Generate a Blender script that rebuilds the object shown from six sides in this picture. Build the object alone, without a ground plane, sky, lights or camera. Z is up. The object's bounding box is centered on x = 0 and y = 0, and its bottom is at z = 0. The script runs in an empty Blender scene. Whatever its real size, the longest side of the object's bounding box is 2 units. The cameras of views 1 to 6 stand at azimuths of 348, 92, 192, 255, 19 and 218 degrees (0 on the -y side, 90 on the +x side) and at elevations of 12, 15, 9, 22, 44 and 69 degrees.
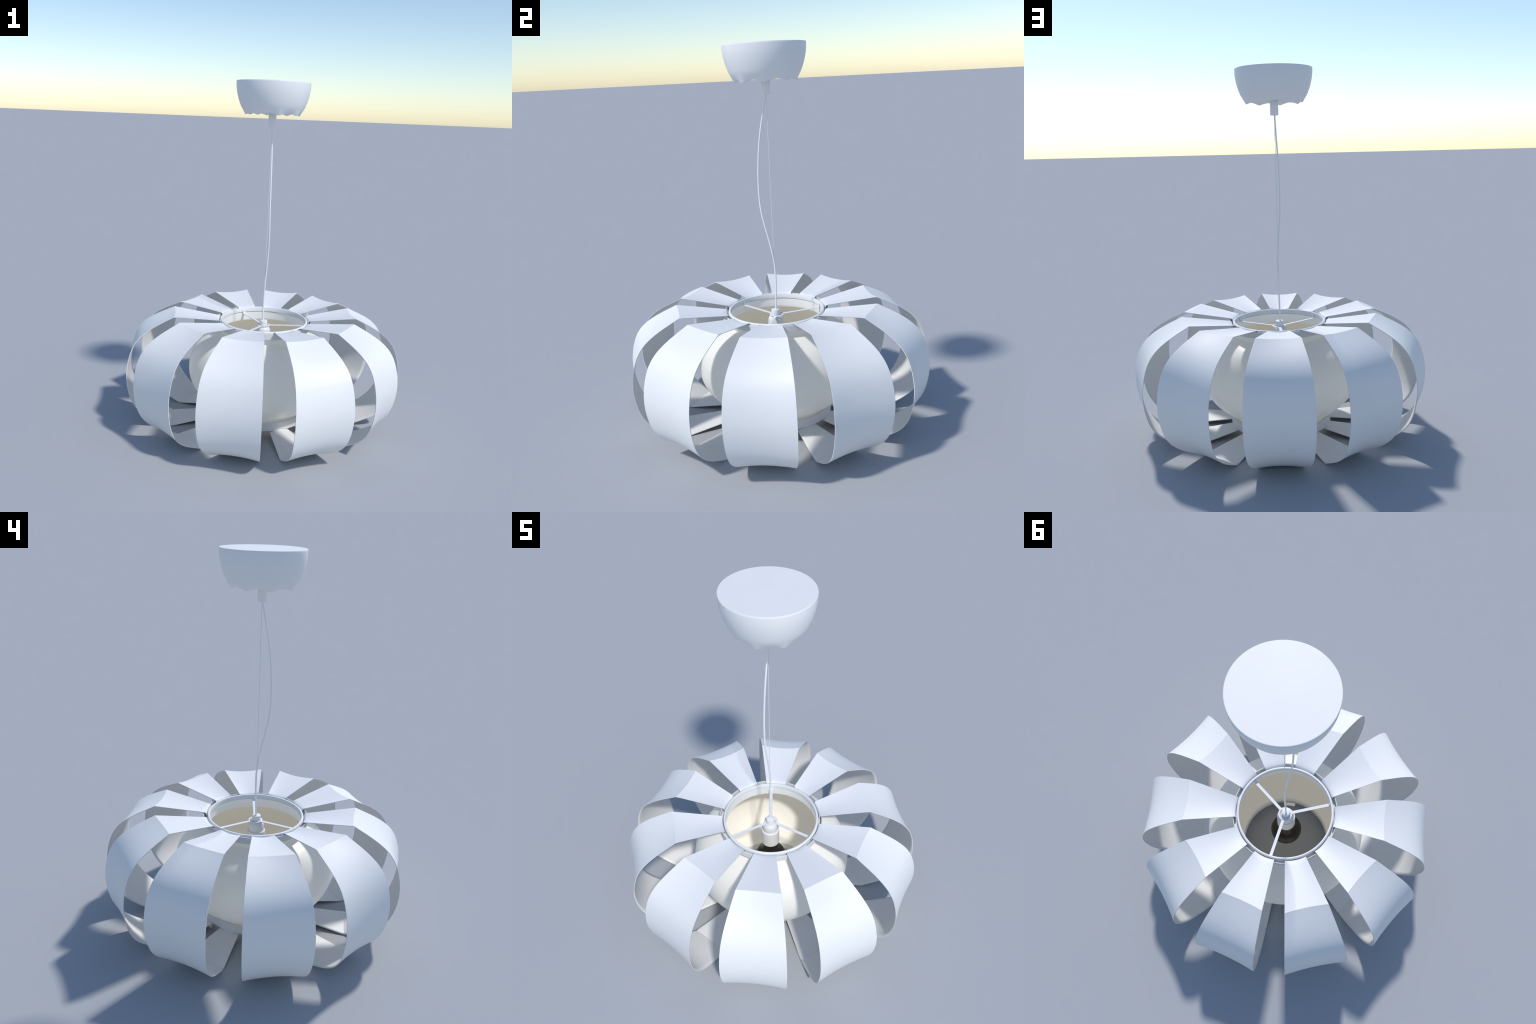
"""Pendant lamp: ten bent white petals round an opal glass shade, hung on a cord from a bowl canopy."""
import bpy, bmesh, math
from mathutils import Vector

CZ = 0.334            # height of the shade's equator; shade is mirrored about it
COL = bpy.context.scene.collection


# ------------------------------------------------------------------ helpers
def spline(points, per=8):
    """Catmull-Rom curve through 2D/3D control points (chord-length parametrised)."""
    P = [Vector(p) for p in points]
    P = [2 * P[0] - P[1]] + P + [2 * P[-1] - P[-2]]
    t = [0.0]
    for a, b in zip(P, P[1:]):
        t.append(t[-1] + max((b - a).length, 1e-6) ** 0.5)
    out = []
    for i in range(1, len(P) - 2):
        for k in range(per):
            u = t[i] + (t[i + 1] - t[i]) * k / per
            A1 = P[i - 1].lerp(P[i], (u - t[i - 1]) / (t[i] - t[i - 1]))
            A2 = P[i].lerp(P[i + 1], (u - t[i]) / (t[i + 1] - t[i]))
            A3 = P[i + 1].lerp(P[i + 2], (u - t[i + 1]) / (t[i + 2] - t[i + 1]))
            B1 = A1.lerp(A2, (u - t[i - 1]) / (t[i + 1] - t[i - 1]))
            B2 = A2.lerp(A3, (u - t[i]) / (t[i + 2] - t[i]))
            out.append(B1.lerp(B2, (u - t[i]) / (t[i + 1] - t[i])))
    out.append(P[-2])
    return out


def add(name, mesh, mat, parent, loc=(0, 0, 0)):
    ob = bpy.data.objects.new(name, mesh)
    COL.objects.link(ob)
    ob.parent = parent
    ob.location = loc
    if mat and not mesh.materials:
        mesh.materials.append(mat)
    return ob


def finish(bm, name, angle=35.0):
    bmesh.ops.remove_doubles(bm, verts=bm.verts, dist=1e-6)
    bmesh.ops.recalc_face_normals(bm, faces=bm.faces)
    lim = math.radians(angle)
    for f in bm.faces:
        f.smooth = True
    for e in bm.edges:
        if len(e.link_faces) == 2 and e.calc_face_angle(0.0) > lim:
            e.smooth = False
    me = bpy.data.meshes.new(name)
    bm.to_mesh(me)
    bm.free()
    return me


def revolve(name, profile, seg=128, closed=False, angle=35.0):
    """Turn an (r, z) profile about z. closed=True joins last point to first (solid ring)."""
    bm = bmesh.new()
    rows = []
    for r, z in profile:
        if r < 1e-5:
            rows.append([bm.verts.new((0, 0, z))])
        else:
            rows.append([bm.verts.new((r * math.cos(2 * math.pi * i / seg),
                                       r * math.sin(2 * math.pi * i / seg), z)) for i in range(seg)])
    pairs = list(zip(rows, rows[1:]))
    if closed:
        pairs.append((rows[-1], rows[0]))
    for a, b in pairs:
        for i in range(seg):
            j = (i + 1) % seg
            if len(a) == 1 and len(b) == 1:
                continue
            if len(a) == 1:
                bm.faces.new((a[0], b[i], b[j]))
            elif len(b) == 1:
                bm.faces.new((a[i], b[0], a[j]))
            else:
                bm.faces.new((a[i], b[i], b[j], a[j]))
    return finish(bm, name, angle)


def box_ring(r0, r1, z0, z1, b=0.0015):
    """Rectangular ring section with chamfered edges."""
    return [(r0 + b, z0), (r1 - b, z0), (r1, z0 + b), (r1, z1 - b),
            (r1 - b, z1), (r0 + b, z1), (r0, z1 - b), (r0, z0 + b)]


def tube(name, pts, radius, seg=16):
    bm = bmesh.new()
    rows = []
    for k, p in enumerate(pts):
        d = (pts[min(k + 1, len(pts) - 1)] - pts[max(k - 1, 0)]).normalized()
        x = d.cross(Vector((0, 1, 0))).normalized()
        y = d.cross(x)
        rows.append([bm.verts.new(p + radius * (math.cos(2 * math.pi * i / seg) * x +
                                                math.sin(2 * math.pi * i / seg) * y)) for i in range(seg)])
    for a, b in zip(rows, rows[1:]):
        for i in range(seg):
            j = (i + 1) % seg
            bm.faces.new((a[i], b[i], b[j], a[j]))
    bm.faces.new(rows[0])
    bm.faces.new(rows[-1])
    return finish(bm, name, 50)


# ------------------------------------------------------------------ materials
def material(name, color, rough=0.45, spec=0.5, grain=0.0, grain_scale=400.0, tint=0.015):
    m = bpy.data.materials.new(name)
    m.use_nodes = True
    nt = m.node_tree
    bs = nt.nodes["Principled BSDF"]
    co = nt.nodes.new("ShaderNodeTexCoord")
    no = nt.nodes.new("ShaderNodeTexNoise")
    no.inputs["Scale"].default_value = 6.0
    no.inputs["Detail"].default_value = 3.0
    rp = nt.nodes.new("ShaderNodeValToRGB")
    rp.color_ramp.elements[0].position = 0.3
    rp.color_ramp.elements[1].position = 0.7
    rp.color_ramp.elements[0].color = (*[c * (1 - tint) for c in color], 1)
    rp.color_ramp.elements[1].color = (*color, 1)
    nt.links.new(co.outputs["Object"], no.inputs["Vector"])
    nt.links.new(no.outputs["Fac"], rp.inputs["Fac"])
    nt.links.new(rp.outputs["Color"], bs.inputs["Base Color"])
    bs.inputs["Roughness"].default_value = rough
    bs.inputs["Specular IOR Level"].default_value = spec
    if grain:
        n2 = nt.nodes.new("ShaderNodeTexNoise")
        n2.inputs["Scale"].default_value = grain_scale
        bp = nt.nodes.new("ShaderNodeBump")
        bp.inputs["Strength"].default_value = grain
        bp.inputs["Distance"].default_value = 0.001
        nt.links.new(co.outputs["Object"], n2.inputs["Vector"])
        nt.links.new(n2.outputs["Fac"], bp.inputs["Height"])
        nt.links.new(bp.outputs["Normal"], bs.inputs["Normal"])
    return m


WHITE = material("white_lacquer", (0.80, 0.80, 0.80), 0.5, 0.5)
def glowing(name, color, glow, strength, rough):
    """Opal glass: plain colour plus faint even emission that brightens its shaded faces."""
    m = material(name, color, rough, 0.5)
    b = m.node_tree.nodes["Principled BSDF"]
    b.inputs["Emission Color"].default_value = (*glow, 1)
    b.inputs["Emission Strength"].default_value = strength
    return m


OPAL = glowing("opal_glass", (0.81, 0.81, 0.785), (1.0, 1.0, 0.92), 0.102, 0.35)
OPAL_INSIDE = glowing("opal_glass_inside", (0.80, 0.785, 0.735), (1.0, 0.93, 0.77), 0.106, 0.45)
PLASTIC = material("white_plastic", (0.80, 0.80, 0.80), 0.4, 0.5)
CORD = material("white_cord", (0.80, 0.80, 0.80), 0.5, 0.4)
STEEL = material("steel_wire", (0.72, 0.72, 0.72), 0.4, 0.5)
BULB = material("dark_bulb_glass", (0.011, 0.010, 0.008), 0.45, 0.3)

# ------------------------------------------------------------------ root
lamp = bpy.data.objects.new("pendant_lamp", None)
COL.objects.link(lamp)
lamp["label"] = "white pendant lamp with ten curved petal strips around an opal shade"
lamp["category"] = "pendant lamp"

# ------------------------------------------------------------------ petals
HALF = math.radians(12.0)      # each strip spans 24 of its 36 degrees
THICK = 0.003
LIP = [(0.264, 0.278), (0.2645, 0.288), (0.267, 0.2955), (0.275, 0.2995)]  # end bent down to the ring
CREASE = (0.542, 0.334)
BELLY = 0.811                  # edge radius at the equator


def arc_radius(h):
    """Radius of the strip's edge at height h over the equator (smooth belly, steeper to the crease)."""
    q = h * h
    return BELLY - q * (1.31564 + q * (-10.63116 + q * (401.99267 - q * 1960.68655)))


def edge_profile():
    """Half of the strip's edge curve, ring end to equator; returns points and the crease row."""
    pts = [Vector(p) for p in LIP]
    a, b = Vector(LIP[-1]), Vector(CREASE)
    n = 14
    pts += [a.lerp(b, i / n) for i in range(1, n)]
    crease = len(pts)
    m = 40
    pts += [Vector((arc_radius(h), h)) for h in
            (CREASE[1] * math.sin(0.5 * math.pi * (1 - i / m)) for i in range(m + 1))]
    return pts, crease


def petal_mesh():
    half, crease = edge_profile()
    n = len(half)
    full = half + [Vector((p.x, -p.y)) for p in reversed(half[:-1])]
    creases = {crease, len(full) - 1 - crease}
    NU = 16
    bm = bmesh.new()
    rows = []
    for k, p in enumerate(full):
        # the middle of the strip is dished towards the lamp's centre
        f = min(1.0, max(0.0, (p.x - 0.264) / (CREASE[0] - 0.264)))
        sr = 1.0 + (0.966 - 1.0) * f
        sz = 0.977
        row = []
        for i in range(NU + 1):
            u = -1 + 2 * i / NU
            w = 1 - u * u
            r = p.x * (1 + (sr - 1) * w)
            z = CZ + p.y * (1 + (sz - 1) * w)
            a = u * HALF
            row.append(bm.verts.new((r * math.cos(a), r * math.sin(a), z)))
        rows.append(row)
    sharp = []
    for k in range(len(rows) - 1):
        for i in range(NU):
            bm.faces.new((rows[k][i], rows[k][i + 1], rows[k + 1][i + 1], rows[k + 1][i]))
    bm.normal_update()
    # outward faces: strip middle at the equator must face +x
    mid = min(bm.faces, key=lambda f: abs(f.calc_center_median().z - CZ) + abs(f.calc_center_median().y))
    if mid.normal.x < 0:
        bmesh.ops.reverse_faces(bm, faces=bm.faces)
    bm.normal_update()
    nrm = {v: v.normal.copy() for v in bm.verts}
    outer = {v: v for v in bm.verts}
    inner = {v: bm.verts.new(v.co - THICK * nrm[v]) for v in list(bm.verts)}
    of = list(bm.faces)
    for f in of:
        bm.faces.new([inner[v] for v in reversed(f.verts)])
    border = [e for e in bm.edges if len(e.link_faces) == 1 and e.verts[0] in inner and e.verts[1] in inner]
    for e in border:
        a, b = e.verts
        l = e.link_loops[0]
        if l.vert is a:
            a, b = b, a
        bm.faces.new((a, b, inner[b], inner[a]))
    bm.edges.ensure_lookup_table()
    for f in bm.faces:
        f.smooth = True
    for e in bm.edges:
        if len(e.link_faces) == 2 and e.calc_face_angle(0.0) > math.radians(50):
            e.smooth = False
    for k in creases:
        for i in range(NU):
            for side in (outer, inner):
                e = bm.edges.get((side[rows[k][i]], side[rows[k][i + 1]]))
                if e:
                    e.smooth = False
    me = bpy.data.meshes.new("petal")
    bm.to_mesh(me)
    bm.free()
    return me


pm = petal_mesh()
first = add("petal", pm, WHITE, lamp)
first.rotation_euler.z = math.radians(30)
for k in range(1, 10):
    o = first.copy()
    o.name = "petal.%03d" % k
    o.rotation_euler.z = math.radians(30 + 36 * k)
    COL.objects.link(o)

# ------------------------------------------------------------------ opal shade
OUT = [(0.2545, 0.5560), (0.271, 0.5520), (0.299, 0.5410), (0.337, 0.5215), (0.377, 0.4920), (0.409, 0.4480),
       (0.431, 0.390), (0.437, 0.330), (0.431, 0.280), (0.412, 0.2320), (0.386, 0.1940), (0.350, 0.1580),
       (0.310, 0.1280), (0.278, 0.1120), (0.2545, 0.1070)]
outer = [(p.x, p.y) for p in spline(OUT, 6)]
t = 0.007
inn = []
for k, (r, z) in enumerate(outer):
    a = Vector(outer[max(k - 1, 0)]); b = Vector(outer[min(k + 1, len(outer) - 1)])
    d = (b - a).normalized()
    inn.append((r + d.y * t, z - d.x * t))
shade = add("opal_shade", revolve("opal_shade", outer + inn[::-1], 160, True, 40), OPAL, lamp)
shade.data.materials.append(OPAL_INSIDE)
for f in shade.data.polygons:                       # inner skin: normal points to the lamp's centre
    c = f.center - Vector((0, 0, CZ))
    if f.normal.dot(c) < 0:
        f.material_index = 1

# ------------------------------------------------------------------ rings that hold petals and shade
for sign in (1, -1):
    m = (lambda pr: [(r, CZ + sign * (z - CZ)) for r, z in pr])
    rim = add("rim_ring", revolve("rim_ring", m(
        [(0.2475, 0.6035), (0.2510, 0.6030), (0.2600, 0.6060), (0.2600, 0.6210), (0.2585, 0.6260), (0.2555, 0.6285),
         (0.2515, 0.6290), (0.2485, 0.6280), (0.2475, 0.6260)]), 160, True, 38), WHITE, lamp)
    zlow = 0.590 if sign > 0 else 0.576
    add("outer_collar", revolve("outer_collar", m(box_ring(0.2775, 0.281, zlow, 0.625, 0.0008)), 160, True, 30), WHITE, lamp)
    add("shade_neck", revolve("shade_neck", m(box_ring(0.2512, 0.2542, 0.5535, 0.6005, 0.0007)), 160, True, 30),
        OPAL, lamp)
    add("collar_flange", revolve("collar_flange", m(box_ring(0.2545, 0.2772, 0.588, 0.592, 0.0007)), 160, True, 30),
        WHITE, lamp)

# ------------------------------------------------------------------ bracket with three arms
bracket = add("bracket_ring", revolve("bracket_ring", box_ring(0.029, 0.038, 0.5895, 0.5930, 0.0008), 64, True, 50),
              WHITE, lamp)


def bent_strip(name, path, width):
    """Flat strip of constant width following an (x, z) path, with real thickness."""
    bm = bmesh.new()
    th = 0.0030
    rows = []
    P = [Vector(p) for p in path]
    for k, p in enumerate(P):
        d1 = (p - P[k - 1]).normalized() if k else (P[1] - p).normalized()
        d2 = (P[k + 1] - p).normalized() if k < len(P) - 1 else d1
        n1, n2 = Vector((-d1.y, d1.x)), Vector((-d2.y, d2.x))
        nn = (n1 + n2).normalized()
        nn *= th / max(nn.dot(n1), 0.3)
        q = p + nn
        rows.append([bm.verts.new((p.x, -width / 2, p.y)), bm.verts.new((p.x, width / 2, p.y)),
                     bm.verts.new((q.x, width / 2, q.y)), bm.verts.new((q.x, -width / 2, q.y))])
    for a, b in zip(rows, rows[1:]):
        for i in range(4):
            j = (i + 1) % 4
            bm.faces.new((a[i], a[j], b[j], b[i]))
    bm.faces.new(rows[0][::-1])
    bm.faces.new(rows[-1])
    return finish(bm, name, 30)


arm_me = bent_strip("bracket_arm", [(0.036, 0.5897), (0.240, 0.5947), (0.2440, 0.598), (0.2462, 0.618)], 0.0155)
for k, az in enumerate((-12, 108, 228)):
    o = add("bracket_arm" if k == 0 else "bracket_arm.%03d" % k, arm_me, WHITE, bracket)
    o.rotation_euler.z = math.radians(az)

# ------------------------------------------------------------------ socket and bulb (hang a little off axis)
SX, SY = -0.002, -0.0055
dome = spline([(0.024, 0.589), (0.032, 0.583), (0.0385, 0.573), (0.0415, 0.558), (0.042, 0.536)], 5)
sock = add("lamp_socket", revolve("lamp_socket",
    [(0, 0.589)] + [(p.x, p.y) for p in dome] +
    [(0.0430, 0.5345), (0.0465, 0.5345), (0.0490, 0.5320), (0.0495, 0.528), (0.0490, 0.4345), (0.0475, 0.4330),
     (0, 0.4330)], 64, False, 40), PLASTIC, lamp, (SX, SY, 0))
cap = add("cord_grip", revolve("cord_grip",
    [(0, 0.622), (0.0185, 0.622), (0.0215, 0.6205), (0.0225, 0.617), (0.0225, 0.5885), (0, 0.5885)], 48, False, 40),
    PLASTIC, sock)
bulb_pts = spline([(0.0450, 0.440), (0.0450, 0.410), (0.0475, 0.385), (0.0570, 0.3655), (0.0740, 0.3455),
                   (0.0845, 0.322), (0.0875, 0.298), (0.0825, 0.270), (0.0670, 0.243), (0.0400, 0.221), (0.0, 0.2115)], 4)
add("light_bulb", revolve("light_bulb", [(max(p.x, 0), p.y) for p in bulb_pts], 20, False, 60),
    BULB, lamp, (SX, SY, 0))

# ------------------------------------------------------------------ cord and wire
cord = spline([(0, 0, 1.79), (-0.001, -0.0045, 1.75), (-0.0012, -0.0187, 1.675), (-0.0023, -0.0334, 1.60),
               (-0.0038, -0.0457, 1.525), (-0.0049, -0.0539, 1.45), (-0.0056, -0.0595, 1.375),
               (-0.0054, -0.0617, 1.30), (-0.0040, -0.0605, 1.225), (-0.0008, -0.0530, 1.15),
               (0.0022, -0.0375, 1.075), (0.0035, -0.0202, 1.00), (0.0025, -0.0055, 0.925),
               (-0.0010, 0.0030, 0.85), (-0.0040, 0.0040, 0.775), (-0.0050, 0.0015, 0.70),
               (-0.0050, -0.0020, 0.61)], 6)
add("power_cord", tube("power_cord", cord, 0.0045, 16), CORD, lamp)
wire = [Vector((0.0, 0.0, 1.79)).lerp(Vector((-0.004, 0.0, 0.615)), i / 12) for i in range(13)]
add("suspension_wire", tube("suspension_wire", wire, 0.0014, 10), STEEL, lamp)

# ------------------------------------------------------------------ ceiling canopy
def canopy_mesh():
    seg = 240
    side = spline([(0.2085, 1.9955), (0.2075, 1.970), (0.2045, 1.945), (0.1965, 1.910), (0.1835, 1.872),
                   (0.1690, 1.842), (0.1565, 1.8170)], 6)
    prof = [(0.0, 2.0, 0, 0), (0.12, 2.0, 0, 0), (0.2045, 2.0, 0, 0), (0.2052, 2.0, 0, 0), (0.2072, 1.9990, 0, 0)]
    for p in side:
        g = min(1.0, max(0.0, (1.868 - p.y) / 0.051)) ** 2
        prof.append((p.x, p.y, 0.0025 * g, 0.012 * g))
    prof += [(0.1545, 1.8165, 0.003, 0.0122), (0.1515, 1.8175, 0.003, 0.0120), (0.140, 1.8215, 0.002, 0.009), (0.115, 1.829, 0, 0.003),
             (0.08, 1.833, 0, 0), (0.02, 1.834, 0, 0), (0.0, 1.834, 0, 0)]
    bm = bmesh.new()
    rows = []
    for r, z, dr, dz in prof:
        if r < 1e-5:
            rows.append([bm.verts.new((0, 0, z))])
            continue
        row = []
        for i in range(seg):
            a = 2 * math.pi * i / seg
            s = (math.hypot(math.sin(4 * a), 0.12) - 0.12) / 0.887          # eight points with arches between them
            row.append(bm.verts.new(((r - dr * s) * math.cos(a), (r - dr * s) * math.sin(a), z + dz * s)))
        rows.append(row)
    for a, b in zip(rows, rows[1:]):
        for i in range(seg):
            j = (i + 1) % seg
            if len(a) == 1:
                bm.faces.new((a[0], b[i], b[j]))
            elif len(b) == 1:
                bm.faces.new((a[i], b[0], a[j]))
            else:
                bm.faces.new((a[i], b[i], b[j], a[j]))
    return finish(bm, "ceiling_canopy", 40)


canopy = add("ceiling_canopy", canopy_mesh(), WHITE, lamp)
add("canopy_stem", revolve("canopy_stem",
    [(0, 1.850), (0.0225, 1.850), (0.0225, 1.7550), (0.0215, 1.7540), (0, 1.7540)], 48, False, 40), PLASTIC, canopy)
